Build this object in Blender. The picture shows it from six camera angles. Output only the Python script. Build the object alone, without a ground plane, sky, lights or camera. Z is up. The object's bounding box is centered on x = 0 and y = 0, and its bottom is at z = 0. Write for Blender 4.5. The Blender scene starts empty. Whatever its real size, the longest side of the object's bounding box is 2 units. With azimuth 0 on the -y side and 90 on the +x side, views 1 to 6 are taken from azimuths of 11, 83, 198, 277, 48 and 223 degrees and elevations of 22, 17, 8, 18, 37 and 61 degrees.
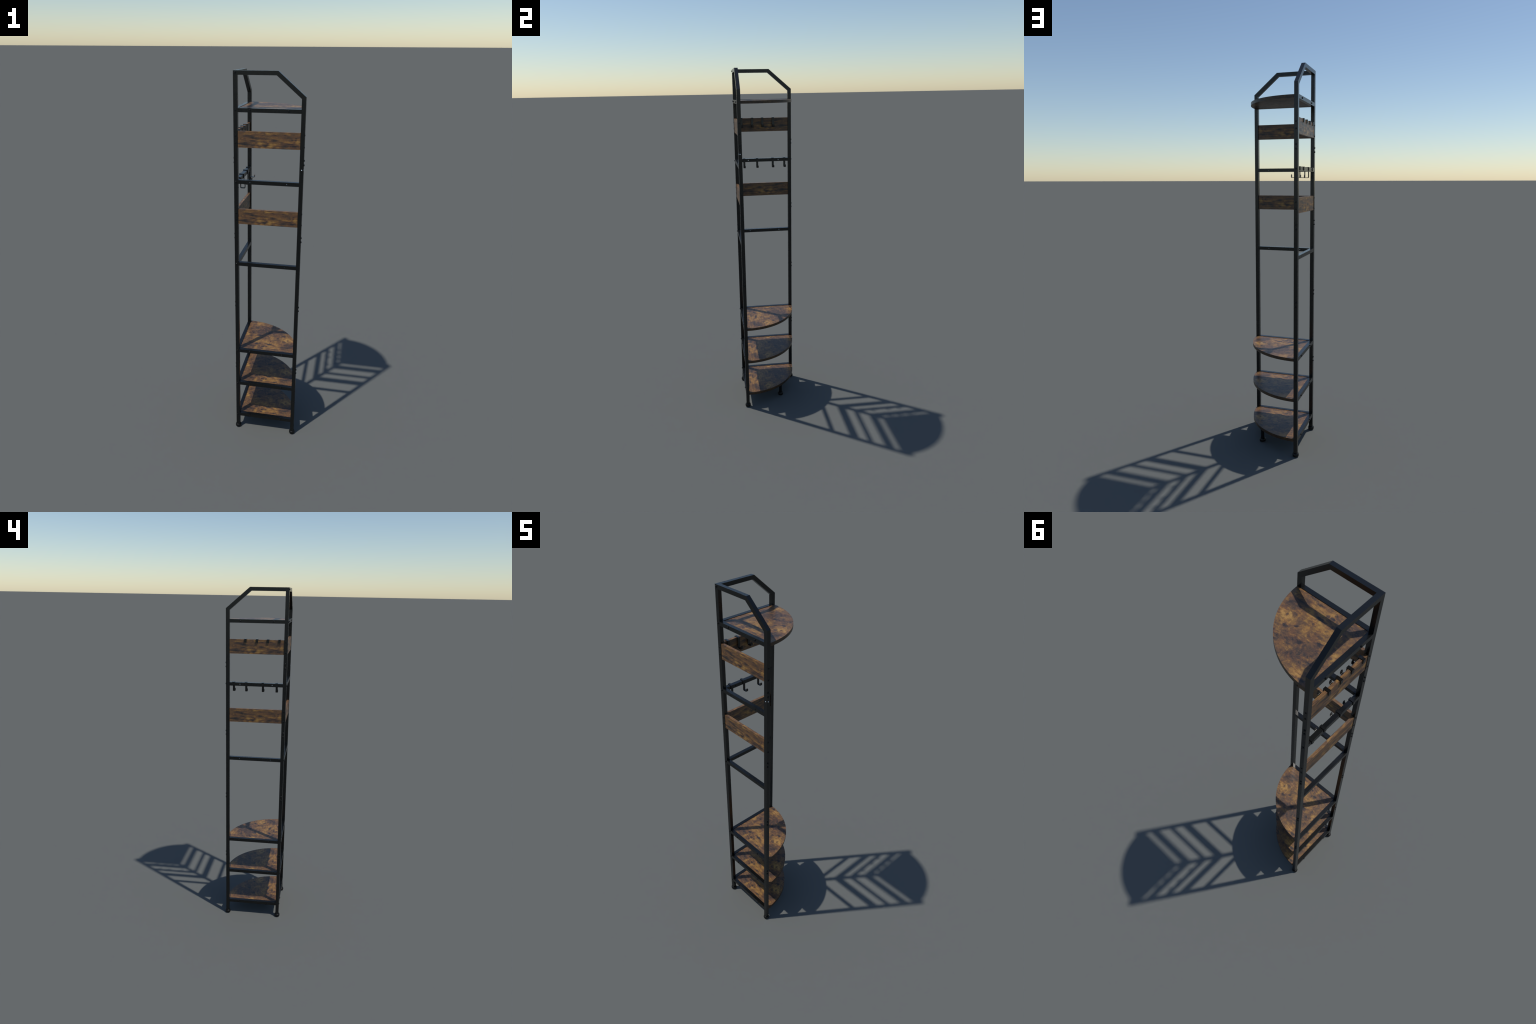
"""Three-legged corner shelf: black square-tube frame, rustic wood quarter-round
shelves, two levels of wooden side panels and two rows of slide-on coat hooks."""
import bpy, bmesh, math
from mathutils import Vector, Matrix

# ------------------------------------------------------------------ dimensions
A = 0.1695            # outer face of the posts (both wings), corner post at (-A,-A)
T = 0.0196            # square tube
IN = A - T            # inner face of the posts
C = A - T / 2         # tube centre line
RH = 0.0190           # rail height
TOP, BEND_Z, BEND_U = 2.0, 1.890, 0.0400
RAIL_Z = {"top_shelf": 1.8252, "hook": 1.4842, "plain": 1.0487,
          "low_c": 0.5243, "low_b": 0.3078, "low_a": 0.0903}
SHELF_LEVELS = ("top_shelf", "low_c", "low_b", "low_a")
PANEL_Z = (1.6905, 1.3072)
PANEL_H, PANEL_T = 0.0775, 0.0132
SHELF_R, SHELF_T, SHELF_DROP = 0.3175, 0.0158, 0.0022
BOLT_PAIRS = (1.5900, 1.2015, 0.8127, 0.4248)

# ------------------------------------------------------------------ node helpers
class Nodes:
    def __init__(self, name):
        self.mat = bpy.data.materials.new(name)
        self.mat.use_nodes = True
        self.t = self.mat.node_tree
        self.t.nodes.clear()
        self.out = self.t.nodes.new("ShaderNodeOutputMaterial")
        self.bsdf = self.t.nodes.new("ShaderNodeBsdfPrincipled")
        self.link(self.bsdf.outputs[0], self.out.inputs[0])

    def link(self, a, b):
        self.t.links.new(a, b)

    def put(self, sock, v):
        if hasattr(v, "is_linked"):
            self.link(v, sock)
        else:
            sock.default_value = v

    def math(self, op, a, b=0.0, c=None, clamp=False):
        n = self.t.nodes.new("ShaderNodeMath")
        n.operation, n.use_clamp = op, clamp
        self.put(n.inputs[0], a)
        self.put(n.inputs[1], b)
        if c is not None:
            self.put(n.inputs[2], c)
        return n.outputs[0]

    def vec(self, op, a, b=(0, 0, 0)):
        n = self.t.nodes.new("ShaderNodeVectorMath")
        n.operation = op
        self.put(n.inputs[0], a)
        self.put(n.inputs[1], b)
        return n.outputs["Value"] if op in ("LENGTH", "DISTANCE") else n.outputs["Vector"]

    def noise(self, co, scale, detail=4, rough=0.55, dist=0.0, color=False):
        n = self.t.nodes.new("ShaderNodeTexNoise")
        n.inputs["Scale"].default_value = scale
        n.inputs["Detail"].default_value = detail
        n.inputs["Roughness"].default_value = rough
        n.inputs["Distortion"].default_value = dist
        self.link(co, n.inputs["Vector"])
        return n.outputs["Color" if color else "Fac"]

    def remap(self, v, a, b, c, d, smooth=True):
        n = self.t.nodes.new("ShaderNodeMapRange")
        n.interpolation_type = "SMOOTHSTEP" if smooth else "LINEAR"
        self.put(n.inputs[0], v)
        for i, x in enumerate((a, b, c, d)):
            n.inputs[i + 1].default_value = x
        return n.outputs[0]

    def ramp(self, v, stops):
        n = self.t.nodes.new("ShaderNodeValToRGB")
        el = n.color_ramp.elements
        while len(el) < len(stops):
            el.new(0.5)
        for e, (p, c) in zip(el, stops):
            e.position, e.color = p, (*c, 1)
        self.link(v, n.inputs[0])
        return n.outputs[0]

    def mix(self, f, a, b, mode="MIX"):
        n = self.t.nodes.new("ShaderNodeMix")
        n.data_type, n.blend_type = "RGBA", mode
        self.put(n.inputs[0], f)
        self.put(n.inputs[6], a)
        self.put(n.inputs[7], b)
        return n.outputs[2]

    def bump(self, h, strength, distance):
        n = self.t.nodes.new("ShaderNodeBump")
        n.inputs["Strength"].default_value = strength
        n.inputs["Distance"].default_value = distance
        self.link(h, n.inputs["Height"])
        self.link(n.outputs[0], self.bsdf.inputs["Normal"])

    def object_co(self):
        return self.t.nodes.new("ShaderNodeTexCoord").outputs["Object"]


def black_metal(name, base=(0.0034, 0.0038, 0.0037), rough=0.26, grain=0.0, gloss=0.5):
    m = Nodes(name)
    co = m.object_co()
    speck = m.noise(co, 900, 2, 0.6)
    patch = m.noise(co, 14, 3, 0.5)
    m.put(m.bsdf.inputs["Base Color"],
          m.mix(patch, (*[c * 0.85 for c in base], 1), (*[c * 1.18 for c in base], 1)))
    m.put(m.bsdf.inputs["Roughness"], m.remap(patch, 0.2, 0.8, rough - 0.02, rough + 0.02))
    m.bsdf.inputs["Specular IOR Level"].default_value = gloss
    if grain:
        m.bump(speck, grain, 0.0003)
    return m.mat


WOOD = ((0.00, (0.022, 0.020, 0.020)), (0.16, (0.038, 0.029, 0.025)),
        (0.36, (0.086, 0.050, 0.031)), (0.54, (0.142, 0.076, 0.034)),
        (0.74, (0.236, 0.127, 0.038)), (1.00, (0.350, 0.205, 0.062)))


def rustic_wood(name, grain_u, grain_v, fold_thickness, marks, level=0.0, edge=1.0, warp=(0.024, 0.018), cross=0.75, contrast=1.0):
    """Burnt-looking wood laminate. `marks` are knots, scorches and pale patches at
    (u, v, radius_u, radius_v, strength); noise bends them and breaks their rims."""
    m = Nodes(name)
    co = m.object_co()
    sep = m.t.nodes.new("ShaderNodeSeparateXYZ")
    m.link(co, sep.inputs[0])
    com = m.t.nodes.new("ShaderNodeCombineXYZ")
    m.link(sep.outputs[0], com.inputs[0])
    if fold_thickness:      # panel: u along the board, v up the face, folding over the edges
        m.put(com.inputs[1], m.math("SUBTRACT", sep.outputs[2], sep.outputs[1]))
        squash = (0.42, 1.0, 1.0)
    else:                   # shelf: plan coordinates, layers through the thickness
        m.link(sep.outputs[1], com.inputs[1])
        m.put(com.inputs[2], m.math("MULTIPLY", sep.outputs[2], 2.5))
        squash = (0.80, 1.0, 1.0)
    p = com.outputs[0]
    ps = m.vec("MULTIPLY", p, squash)
    wob = m.vec("SUBTRACT", m.noise(ps, 45, 4, 0.6, color=True), (0.5, 0.5, 0.5))
    fine_wob = m.vec("SUBTRACT", m.noise(ps, 210, 3, 0.6, color=True), (0.5, 0.5, 0.5))
    warped = m.vec("ADD", p, m.vec("ADD", m.vec("MULTIPLY", wob, (*warp, 0)),
                                   m.vec("MULTIPLY", fine_wob, (warp[0] * 0.52, warp[1] * 0.52, 0))))
    rag = m.math("MULTIPLY", m.math("SUBTRACT", m.noise(ps, 200, 4, 0.65), 0.5), 0.9)
    # long streaks along the board, shorter ones across it, blotches and fine flecks
    long_s = m.noise(m.vec("MULTIPLY", warped, grain_u), 1.0, 8, 0.64, 0.3)
    cross_s = m.noise(m.vec("MULTIPLY", warped, grain_v), 1.0, 7, 0.64, 0.3)
    sel = m.math("MULTIPLY", m.remap(m.noise(p, 11, 2, 0.5), 0.42, 0.62, 0.0, 1.0), cross)
    blotch = m.noise(ps, 54, 6, 0.66, 0.7)
    fleck = m.noise(m.vec("MULTIPLY", p, (squash[0] * 0.7, 1.0, 1.0)), 420, 4, 0.65)
    streak = m.math("ADD", m.math("MULTIPLY", long_s, m.math("SUBTRACT", 1.0, sel)), m.math("MULTIPLY", cross_s, sel))
    f = m.math("ADD", m.math("MULTIPLY", m.math("SUBTRACT", streak, 0.5), 1.5),
               m.math("MULTIPLY", m.math("SUBTRACT", blotch, 0.5), 1.0))
    f = m.math("ADD", f, m.math("MULTIPLY", m.math("SUBTRACT", fleck, 0.5), 0.5))
    # hair-thin dark grain lines that follow the warped figure
    lines = m.noise(m.vec("MULTIPLY", warped, (grain_u[0] * 1.4, grain_u[1] * 4.2, 60)), 1.0, 3, 0.6)
    f = m.math("SUBTRACT", f, m.remap(lines, 0.56, 0.72, 0.0, 0.22))
    f = m.math("ADD", m.math("MULTIPLY", f, contrast), 0.47 + level)
    for (u, v, ru, rv, s) in marks:
        d = m.vec("LENGTH", m.vec("MULTIPLY", m.vec("SUBTRACT", warped, (u, v, 0)), (1 / ru, 1 / rv, 0)))
        d = m.math("ADD", d, rag)
        f = m.math("ADD", f, m.remap(d, 0.30, 1.20, s, 0.0) if abs(s) > 0.30 else m.remap(d, 0.15, 1.30, s, 0.0))
    # small black pores
    pores = m.remap(m.noise(m.vec("MULTIPLY", warped, (0.62, 1.0, 1.0)), 210, 3, 0.55), 0.62, 0.76, 0.0, 0.28)
    f = m.math("SUBTRACT", f, pores, clamp=True)
    col = m.ramp(f, WOOD)
    # drifting hue: reddish violet brown against yellow tan
    hue = m.remap(m.noise(p, 30, 4, 0.55), 0.40, 0.64, 0.0, 0.75)
    col = m.mix(hue, col, m.mix(1.0, col, (1.00, 0.90, 0.95, 1), "MULTIPLY"))
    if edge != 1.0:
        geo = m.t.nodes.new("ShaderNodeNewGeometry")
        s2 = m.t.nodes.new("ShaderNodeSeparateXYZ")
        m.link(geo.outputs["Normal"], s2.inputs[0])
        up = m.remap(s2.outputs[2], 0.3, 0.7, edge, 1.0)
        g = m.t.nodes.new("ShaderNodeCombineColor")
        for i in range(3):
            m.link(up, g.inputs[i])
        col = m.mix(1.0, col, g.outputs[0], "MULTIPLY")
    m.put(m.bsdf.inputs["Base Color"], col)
    m.put(m.bsdf.inputs["Roughness"], m.remap(blotch, 0.3, 0.7, 0.44, 0.36))
    m.bsdf.inputs["Specular IOR Level"].default_value = 0.42
    return m.mat


# marks are given from the middle of the frame; the shelf's own origin is its square corner
SHELF_MARKS = [(x + IN, y + IN, a, b, s) for x, y, a, b, s in (
    # pale patches
    (0.098, -0.020, 0.040, 0.034, 0.34), (0.020, -0.115, 0.050, 0.018, 0.24), (-0.017, -0.128, 0.018, 0.013, 0.26),
    (-0.030, -0.060, 0.060, 0.028, 0.24), (0.040, -0.078, 0.045, 0.022, 0.20), (-0.137, 0.012, 0.012, 0.030, 0.30),
    (-0.092, 0.138, 0.038, 0.022, 0.30), (-0.064, -0.126, 0.014, 0.020, 0.20), (0.008, -0.012, 0.012, 0.030, 0.18),
    (-0.090, -0.030, 0.022, 0.045, 0.14), (0.120, 0.000, 0.022, 0.020, 0.14),
    # scorched fields
    (-0.060, 0.048, 0.055, 0.034, -0.20), (-0.040, 0.090, 0.050, 0.028, -0.20), (0.020, 0.045, 0.045, 0.026, -0.16),
    (0.120, -0.080, 0.030, 0.034, -0.28), (0.090, -0.108, 0.026, 0.030, -0.20), (-0.105, -0.112, 0.042, 0.024, -0.24),
    (0.060, 0.085, 0.040, 0.018, -0.14), (0.000, 0.110, 0.050, 0.014, -0.10),
    # knots
    (-0.006, -0.111, 0.010, 0.009, -0.50), (-0.028, -0.110, 0.011, 0.008, -0.42), (0.002, -0.083, 0.022, 0.007, -0.46),
    (-0.067, -0.088, 0.012, 0.013, -0.44), (-0.048, -0.084, 0.007, 0.010, -0.30), (0.007, -0.052, 0.005, 0.011, -0.36),
    (-0.028, -0.134, 0.006, 0.010, -0.34), (0.046, -0.132, 0.012, 0.007, -0.42), (-0.121, 0.154, 0.014, 0.010, -0.46),
    (-0.070, 0.003, 0.014, 0.009, -0.42), (0.045, -0.007, 0.012, 0.008, -0.42), (0.072, 0.017, 0.012, 0.008, -0.36),
    (0.081, -0.042, 0.012, 0.009, -0.38), (0.104, -0.027, 0.006, 0.007, -0.42), (-0.128, 0.026, 0.008, 0.010, -0.36),
    (-0.111, 0.034, 0.008, 0.010, -0.34), (-0.129, 0.068, 0.009, 0.010, -0.34), (-0.094, 0.085, 0.024, 0.010, -0.28),
    (-0.012, 0.038, 0.014, 0.009, -0.36), (0.064, 0.065, 0.016, 0.008, -0.30))]


def panel_marks():
    # (pixels along the board 0..1, height 0..1 from the top) -> metres from the panel centre
    rows = (
        # pale: along, down, half-length, half-height, strength
        (0.03, 0.52, .012, .007, .30), (0.17, 0.06, .030, .004, .26), (0.17, 0.18, .026, .003, .24), (0.35, 0.05, .014, .004, .22),
        (0.47, 0.09, .012, .005, .32), (0.55, 0.12, .026, .003, .30), (0.79, 0.07, .016, .005, .24), (0.83, 0.14, .010, .004, .26),
        (0.96, 0.55, .012, .011, .34), (0.79, 0.58, .022, .006, .34), (0.86, 0.63, .010, .006, .26), (0.38, 0.74, .026, .009, .24),
        (0.57, 0.78, .028, .008, .24), (0.49, 0.60, .006, .010, .22), (0.40, 0.96, .012, .005, .38), (0.30, 0.94, .012, .006, .28),
        (0.53, 0.90, .016, .006, .28), (0.64, 0.92, .014, .006, .18),
        # dark
        (0.10, 0.05, .010, .003, -.30), (0.17, 0.28, .040, .007, -.22), (0.30, 0.38, .036, .008, -.30), (0.27, 0.40, .012, .003, -.24),
        (0.43, 0.43, .030, .006, -.24), (0.59, 0.20, .018, .003, -.28), (0.76, 0.18, .006, .005, -.26), (0.81, 0.30, .026, .007, -.16),
        (0.87, 0.44, .008, .006, -.28), (0.93, 0.34, .007, .004, -.30), (0.93, 0.47, .008, .004, -.30), (0.25, 0.56, .016, .004, -.32),
        (0.22, 0.65, .010, .003, -.30), (0.11, 0.44, .007, .005, -.26), (0.05, 0.45, .005, .005, -.26), (0.07, 0.77, .040, .006, -.34),
        (0.17, 0.83, .034, .009, -.32), (0.25, 0.83, .012, .005, -.34), (0.37, 0.89, .014, .003, -.30), (0.45, 0.82, .020, .005, -.40),
        (0.45, 0.88, .010, .004, -.36), (0.49, 0.70, .006, .006, -.30), (0.60, 0.52, .018, .005, -.28), (0.78, 0.66, .010, .004, -.30),
        (0.70, 0.63, .014, .003, -.22), (0.86, 0.76, .036, .008, -.36), (0.94, 0.84, .030, .008, -.32), (0.75, 0.83, .020, .006, -.26),
        (0.59, 0.98, .026, .003, -.26), (0.72, 0.99, .024, .003, -.28), (0.30, 0.70, .010, .005, -.22), (0.66, 0.03, .012, .004, -.26),
        (0.53, 0.03, .018, .004, -.26))
    return [((s - 0.5) * 2 * IN, (0.5 - d) * PANEL_H + A - 0.0012, a, b, w * 0.9) for s, d, a, b, w in rows]


METAL = black_metal("black_powder_coat")
BOLT_METAL = black_metal("black_bolt_steel", (0.0036, 0.0038, 0.0040), 0.32, 0.0, 0.35)
RUBBER = black_metal("black_plastic", (0.0035, 0.0035, 0.0035), 0.42, 0.0, 0.28)
HOOK_METAL = black_metal("black_hook_steel", (0.0036, 0.0038, 0.0040), 0.27, 0.0)
_chrome = Nodes("bright_steel")
_chrome.bsdf.inputs["Metallic"].default_value = 1.0
_chrome.put(_chrome.bsdf.inputs["Base Color"],
            _chrome.mix(_chrome.noise(_chrome.object_co(), 300), (0.80, 0.82, 0.85, 1), (0.95, 0.96, 0.98, 1)))
_chrome.bsdf.inputs["Roughness"].default_value = 0.22
CHROME = _chrome.mat
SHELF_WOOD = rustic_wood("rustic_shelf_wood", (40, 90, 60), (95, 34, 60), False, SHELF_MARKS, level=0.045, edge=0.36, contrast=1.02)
PANEL_WOOD = rustic_wood("rustic_panel_wood", (15, 190, 60), (60, 110, 60), True, panel_marks(), level=0.045, contrast=0.88, warp=(0.016, 0.006), cross=0.35)

# ------------------------------------------------------------------ mesh helpers
def finish(bm, name, mat, bevel=0.0, smooth=False, segments=2):
    bmesh.ops.recalc_face_normals(bm, faces=bm.faces)
    if bevel:
        sharp = [e for e in bm.edges if len(e.link_faces) == 2 and e.calc_face_angle(0) > math.radians(25)]
        bmesh.ops.bevel(bm, geom=sharp, offset=bevel, segments=segments, profile=0.5, affect="EDGES", clamp_overlap=True)
    me = bpy.data.meshes.new(name)
    bm.to_mesh(me)
    bm.free()
    me.materials.append(mat)
    for p in me.polygons:
        p.use_smooth = bool(smooth)
    if smooth:
        me.set_sharp_from_angle(angle=math.radians(30))
    return me


def box(name, lo, hi, mat, bevel=0.0, holes=()):
    """Axis-aligned bar; `holes` are (x, z, radius) drilled right through along y."""
    bm = bmesh.new()
    if not holes:
        bmesh.ops.create_cube(bm, size=1.0)
        for v in bm.verts:
            v.co = Vector([lo[i] + (v.co[i] + 0.5) * (hi[i] - lo[i]) for i in range(3)])
        return finish(bm, name, mat, bevel)
    # drilled bar: rows of square cells around each hole, plain cells between them
    seg = 20
    x = lo[0]
    h = (hi[2] - lo[2]) / 2
    zc = (hi[2] + lo[2]) / 2

    def quad(pts):
        bm.faces.new([bm.verts.new(q) for q in pts])

    def slab(x0, x1):
        for y in (lo[1], hi[1]):
            quad([(x0, y, lo[2]), (x1, y, lo[2]), (x1, y, hi[2]), (x0, y, hi[2])])
        for z in (lo[2], hi[2]):
            quad([(x0, lo[1], z), (x1, lo[1], z), (x1, hi[1], z), (x0, hi[1], z)])

    for hx, hz, r in sorted(holes):
        slab(x, hx - h)
        ring = []
        for k in range(seg):
            a = 2 * math.pi * (k + 0.5) / seg
            c, s = math.cos(a), math.sin(a)
            q = h / max(abs(c), abs(s))
            ring.append(((hx + r * c, hz + r * s), (hx + q * c, zc + q * s)))
        corners = {}
        for k in range(seg):
            (i0, o0), (i1, o1) = ring[k], ring[(k + 1) % seg]
            mid = 2 * math.pi * (k + 1.0) / seg
            onx0 = abs(abs(o0[0] - hx) - h) < 1e-7
            onx1 = abs(abs(o1[0] - hx) - h) < 1e-7
            extra = []
            if onx0 != onx1:
                extra = [(hx + math.copysign(h, math.cos(mid)), zc + math.copysign(h, math.sin(mid)))]
            for y in (lo[1], hi[1]):
                quad([(q[0], y, q[1]) for q in [i0, o0] + extra + [o1, i1]])
            quad([(i0[0], lo[1], i0[1]), (i1[0], lo[1], i1[1]), (i1[0], hi[1], i1[1]), (i0[0], hi[1], i0[1])])
        for z in (lo[2], hi[2]):
            quad([(hx - h, lo[1], z), (hx + h, lo[1], z), (hx + h, hi[1], z), (hx - h, hi[1], z)])
        x = hx + h
    slab(x, hi[0])
    for xe in (lo[0], hi[0]):
        quad([(xe, lo[1], lo[2]), (xe, hi[1], lo[2]), (xe, hi[1], hi[2]), (xe, lo[1], hi[2])])
    bmesh.ops.remove_doubles(bm, verts=bm.verts, dist=1e-6)
    return finish(bm, name, mat, 0)


def prism(name, outline, y0, y1, mat, bevel=0.0):
    """Extrude an outline in the x-z plane from y0 to y1."""
    bm = bmesh.new()
    f = bm.faces.new([bm.verts.new((x, y0, z)) for x, z in outline])
    r = bmesh.ops.extrude_face_region(bm, geom=[f])
    for v in (g for g in r["geom"] if isinstance(g, bmesh.types.BMVert)):
        v.co.y = y1
    return finish(bm, name, mat, bevel)


def lathe(name, profile, mat, seg=24):
    bm = bmesh.new()
    rings = []
    for r, z in profile:
        rings.append([bm.verts.new((0, 0, z))] if r == 0 else
                     [bm.verts.new((r * math.cos(2 * math.pi * k / seg), r * math.sin(2 * math.pi * k / seg), z)) for k in range(seg)])
    for a, b in zip(rings, rings[1:]):
        for k in range(seg):
            n = (k + 1) % seg
            ids = [a[k % len(a)], a[n % len(a)], b[n % len(b)], b[k % len(b)]]
            bm.faces.new(list(dict.fromkeys(ids)))
    return finish(bm, name, mat, smooth=True)


# ------------------------------------------------------------------ scene graph
root = bpy.data.objects.new("corner_shelf", None)
root.empty_display_size = 0.2
root["label"] = "tall narrow black metal corner shelf with rustic brown boards and hooks"
root["category"] = "corner shelf"
bpy.context.collection.objects.link(root)


def add(name, mesh, parent=root, loc=(0, 0, 0), rot=(0, 0, 0)):
    ob = bpy.data.objects.new(name, mesh)
    bpy.context.collection.objects.link(ob)
    world = Matrix.LocRotScale(Vector(loc), Matrix.Rotation(rot[2], 3, "Z") @ Matrix.Rotation(rot[1], 3, "Y") @ Matrix.Rotation(rot[0], 3, "X"), None)
    ob.parent = parent
    ob.matrix_basis = WORLD[parent].inverted() @ world
    WORLD[ob] = world
    return ob


WORLD = {root: Matrix.Identity(4)}
QUARTER = -math.pi / 2      # the second wing is the first one turned and mirrored in order

# --- posts: one straight corner post, two end posts whose tops bend over to meet it
post_foot = 0.016
corner_post = add("corner_post", box("corner_post", (-A, -A, post_foot), (-IN, -IN, TOP), METAL))
slope = (BEND_Z - TOP) / (A - BEND_U)
ang = math.atan(-slope)
off = T * math.tan(ang / 2)                       # inner mitre of the top bend
off2 = T * math.tan((math.pi / 2 - ang) / 2)      # inner mitre of the lower bend
bent = [(-IN + 0.00005, TOP), (BEND_U, TOP), (A, BEND_Z), (A, post_foot), (IN, post_foot), (IN, BEND_Z - off2),
        (BEND_U - off, TOP - T), (-IN + 0.00005, TOP - T)]
bent_mesh = prism("bent_post", bent, -A, -IN, METAL)
# mirrored in x for the second wing, so that after a quarter turn its outer face is still outside
posts = {"x": add("bent_post", bent_mesh)}
bent_other = prism("bent_post_mirrored", [(-x, z) for x, z in bent], -A, -IN, METAL)
posts["y"] = add("bent_post", bent_other, rot=(0, 0, QUARTER))

# --- rails
def rail_mesh(name, zc, drilled):
    holes = [(s * 0.0905, zc, 0.0027) for s in (-1, 1)] if drilled else ()
    return box(name, (-IN + 0.00005, -A + 0.0001, zc - RH / 2), (IN - 0.00005, -IN, zc + RH / 2), METAL, holes=holes)

rails = {}
for level, zc in RAIL_Z.items():
    me = rail_mesh("rail", zc, level in ("hook", "plain"))
    rails[level, "x"] = add("rail", me)
    rails[level, "y"] = add("rail", me, rot=(0, 0, QUARTER))

# --- quarter-round shelves
def shelf_mesh():
    bm = bmesh.new()
    n = 72
    pts = [(0.0, 0.0)] + [(SHELF_R * math.cos(math.pi / 2 * k / n), SHELF_R * math.sin(math.pi / 2 * k / n)) for k in range(n + 1)]
    f = bm.faces.new([bm.verts.new((x, y, -SHELF_T)) for x, y in pts])
    r = bmesh.ops.extrude_face_region(bm, geom=[f])
    for v in (g for g in r["geom"] if isinstance(g, bmesh.types.BMVert)):
        v.co.z = 0.0
    return finish(bm, "shelf", SHELF_WOOD, smooth=True)

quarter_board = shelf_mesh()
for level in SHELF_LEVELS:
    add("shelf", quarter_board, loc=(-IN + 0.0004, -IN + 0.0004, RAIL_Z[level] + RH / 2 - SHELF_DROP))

# --- side panels
panel_mesh = box("panel", (-IN + 0.0007, -A + 0.0018, -PANEL_H / 2), (IN - 0.0007, -A + 0.0018 + PANEL_T, PANEL_H / 2), PANEL_WOOD)
panels = {}
for z in PANEL_Z:
    panels[z, "x"] = add("panel", panel_mesh, loc=(0, 0, z))
    panels[z, "y"] = add("panel", panel_mesh, loc=(0, 0, z), rot=(0, 0, QUARTER))

# --- feet
foot_mesh = lathe("foot", [(0, 0), (0.0130, 0), (0.0154, 0.0014), (0.0165, 0.0048), (0.0166, 0.0088), (0.0161, 0.0138),
                           (0.0148, 0.0170), (0.0128, 0.0186), (0, 0.0190)], RUBBER, 40)
for post, (x, y) in ((corner_post, (-C, -C)), (posts["x"], (C, -C)), (posts["y"], (-C, C))):
    add("foot", foot_mesh, post, (x, y, 0))

# the fourth leg: a short round one screwed under the curved edge of the lowest shelf
lowest = RAIL_Z["low_a"] + RH / 2 - SHELF_DROP - SHELF_T
leg = add("short_leg", lathe("short_leg", [(0, 0.014), (0.0093, 0.014), (0.0093, lowest), (0, lowest)], METAL, 32), root, (0.0595, 0.0595, 0))
add("foot", foot_mesh, leg, (0.0595, 0.0595, 0))

# --- bolts: button heads with a socket; low heads where panels are fixed
bolt_mesh = lathe("bolt", [(0, 0.0012), (0.0015, 0.0014), (0.0016, 0.0031), (0.0037, 0.0031), (0.0046, 0.0022), (0.0048, 0)], BOLT_METAL)
low_bolt_mesh = lathe("low_bolt", [(0, 0.0002), (0.0022, 0.0002), (0.0023, 0.0012), (0.0036, 0.0012), (0.0043, 0.0008), (0.0044, 0)], BOLT_METAL)
FACING = {"-x": (0, -math.pi / 2, 0), "+x": (0, math.pi / 2, 0), "-y": (math.pi / 2, 0, 0), "+y": (-math.pi / 2, 0, 0)}


def bolt(parent, facing, along, z, mesh=bolt_mesh, name="bolt"):
    side = A if facing[0] == "+" else -A
    loc = (side, along, z) if facing[1] == "x" else (along, side, z)
    add(name, mesh, parent, loc, FACING[facing])

for mid in BOLT_PAIRS:
    for dz in (0.0109, -0.0109):
        bolt(corner_post, "-x", -C - 0.0003, mid + dz)
        bolt(posts["x"], "+x", -C - 0.0010, mid + dz)
        bolt(posts["y"], "+y", -C - 0.0005, mid + dz)
for z in PANEL_Z:
    for s in (1, -1):
        bolt(corner_post, "-x", -C, z + s * 0.0280, low_bolt_mesh)
        bolt(posts["x"], "+x", -C, z + s * 0.0280, low_bolt_mesh)
        bolt(corner_post, "-y", -C, z + s * 0.0168, low_bolt_mesh)
        bolt(posts["y"], "+y", -C, z + s * 0.0168, low_bolt_mesh)
for z in [TOP - T / 2] + list(RAIL_Z.values()):
    bolt(corner_post, "-y", -C, z)
bolt(posts["y"], "+y", -C, RAIL_Z["hook"])
for level in SHELF_LEVELS:
    for s in (-1, 1):
        bolt(rails[level, "x"], "-y", s * 0.0905, RAIL_Z[level] - 0.0003)
        bolt(rails[level, "y"], "-x", s * 0.0905, RAIL_Z[level] - 0.0003)

# --- two bright pins on the end post
pin_mesh = lathe("pin", [(0, 0.0013), (0.0010, 0.0012), (0.0019, 0.0009), (0.0025, 0.0005), (0.0029, 0)], CHROME, 20)
bolt(posts["x"], "-y", C + 0.0008, 1.5560, pin_mesh, "pin")
bolt(posts["x"], "+x", -C - 0.0012, 1.5560, pin_mesh, "pin")

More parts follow.
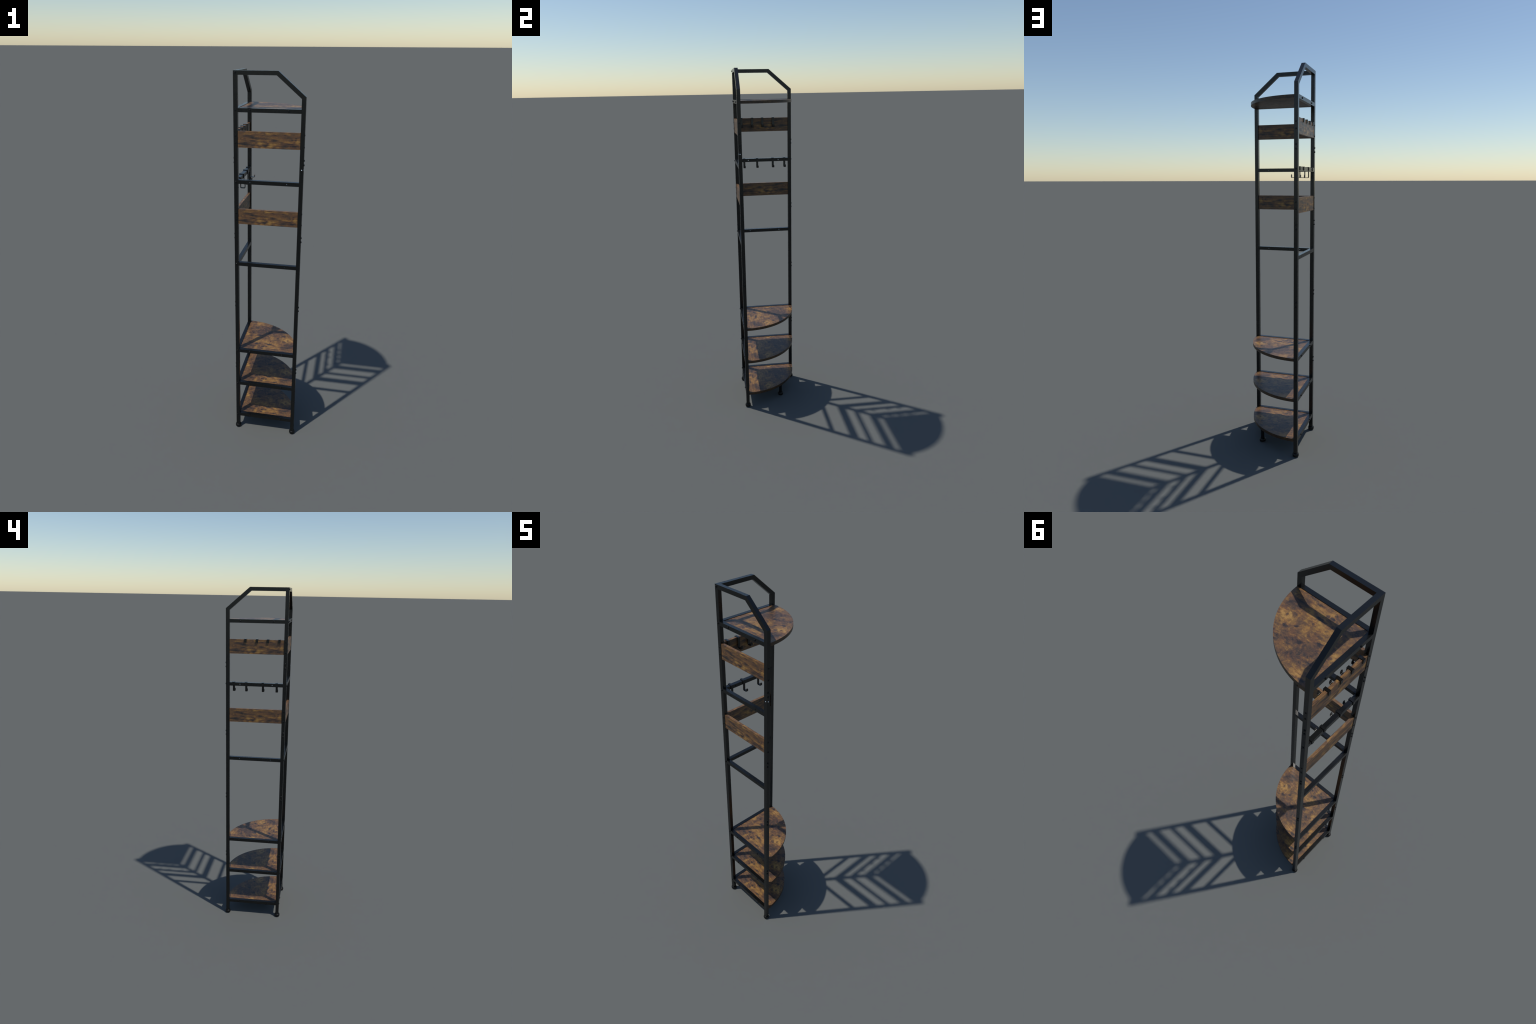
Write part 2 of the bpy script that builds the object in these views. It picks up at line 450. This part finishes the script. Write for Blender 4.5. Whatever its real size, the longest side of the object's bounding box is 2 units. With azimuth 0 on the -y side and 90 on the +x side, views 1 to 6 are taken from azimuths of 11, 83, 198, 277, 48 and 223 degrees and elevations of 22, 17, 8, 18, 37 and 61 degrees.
# --- slide-on hooks
def hook_mesh(name, back, front, strap_top, tab_bottom, stem_bottom, reach, tip_top, width, th):
    """A bent flat strip: tab behind, strap over the top, stem in front, toe and rounded tip.
    Built along x (depth) and z, as wide as `width` in y."""
    bm = bmesh.new()
    inner_top = strap_top - th
    path = [(back + th / 2, tab_bottom), (back + th / 2, inner_top + th / 2), (front - th / 2, inner_top + th / 2)]
    r = 0.0045
    cx, cz = front - th / 2 + r, stem_bottom + th / 2 + r
    path += [(cx + r * math.cos(a), cz + r * math.sin(a)) for a in [math.pi + math.pi / 2 * k / 5 for k in range(6)]]
    ex = reach - th / 2
    r2 = 0.0030
    path += [(ex - r2 + r2 * math.cos(a), stem_bottom + th / 2 + r2 + r2 * math.sin(a)) for a in [-math.pi / 2 + math.pi / 2 * k / 4 for k in range(5)]]
    # the tip widens into a half-round end: stations up to the end
    n_tip = 7
    z0 = tip_top - width / 2
    path += [(ex, z0 + width / 2 * math.sin(math.pi / 2 * k / n_tip)) for k in range(n_tip + 1)]
    widths = [width] * (len(path) - n_tip - 1) + [max(width * math.cos(math.pi / 2 * k / n_tip), 0.0008) for k in range(n_tip + 1)]
    prev = None
    first = None
    for i, (x, z) in enumerate(path):
        a = Vector(path[max(i - 1, 0)])
        b = Vector(path[min(i + 1, len(path) - 1)])
        p = Vector((x, z))
        d0 = (p - a).normalized() if i else (b - p).normalized()
        d1 = (b - p).normalized() if i < len(path) - 1 else d0
        t = (d0 + d1).normalized()
        nrm = Vector((-t.y, t.x)) * (th / 2 / max(0.35, t.dot(d0)))
        w = widths[i] / 2
        ring = [bm.verts.new((p.x + sx * nrm.x, sy * w, p.y + sx * nrm.y)) for sx, sy in ((1, -1), (1, 1), (-1, 1), (-1, -1))]
        if prev:
            for k in range(4):
                bm.faces.new([prev[k], prev[(k + 1) % 4], ring[(k + 1) % 4], ring[k]])
        else:
            bm.faces.new(ring)
        prev = ring
    bm.faces.new(prev)
    me = finish(bm, name, HOOK_METAL, 0.0, smooth=True)
    return me

zr = RAIL_Z["hook"]
TH = 0.0028
coat_hook = hook_mesh("coat_hook", -A - TH - 0.0002, -IN + TH + 0.0002, RH / 2 + TH + 0.0002, -0.0068, 1.4408 - zr, -0.1242, 1.4580 - zr, 0.0123, TH)
for y in (0.1273, 0.0570, -0.0375, -0.1150):
    add("hook", coat_hook, rails["hook", "y"], (0, y, zr))
zp = PANEL_Z[0]
on_panel = zp + PANEL_H / 2 - RH / 2        # the same hook sits loosely over the thinner board
for y in (0.0615, -0.0020, -0.0622, -0.1248):
    add("hook", coat_hook, panels[zp, "y"], (0, y, on_panel))
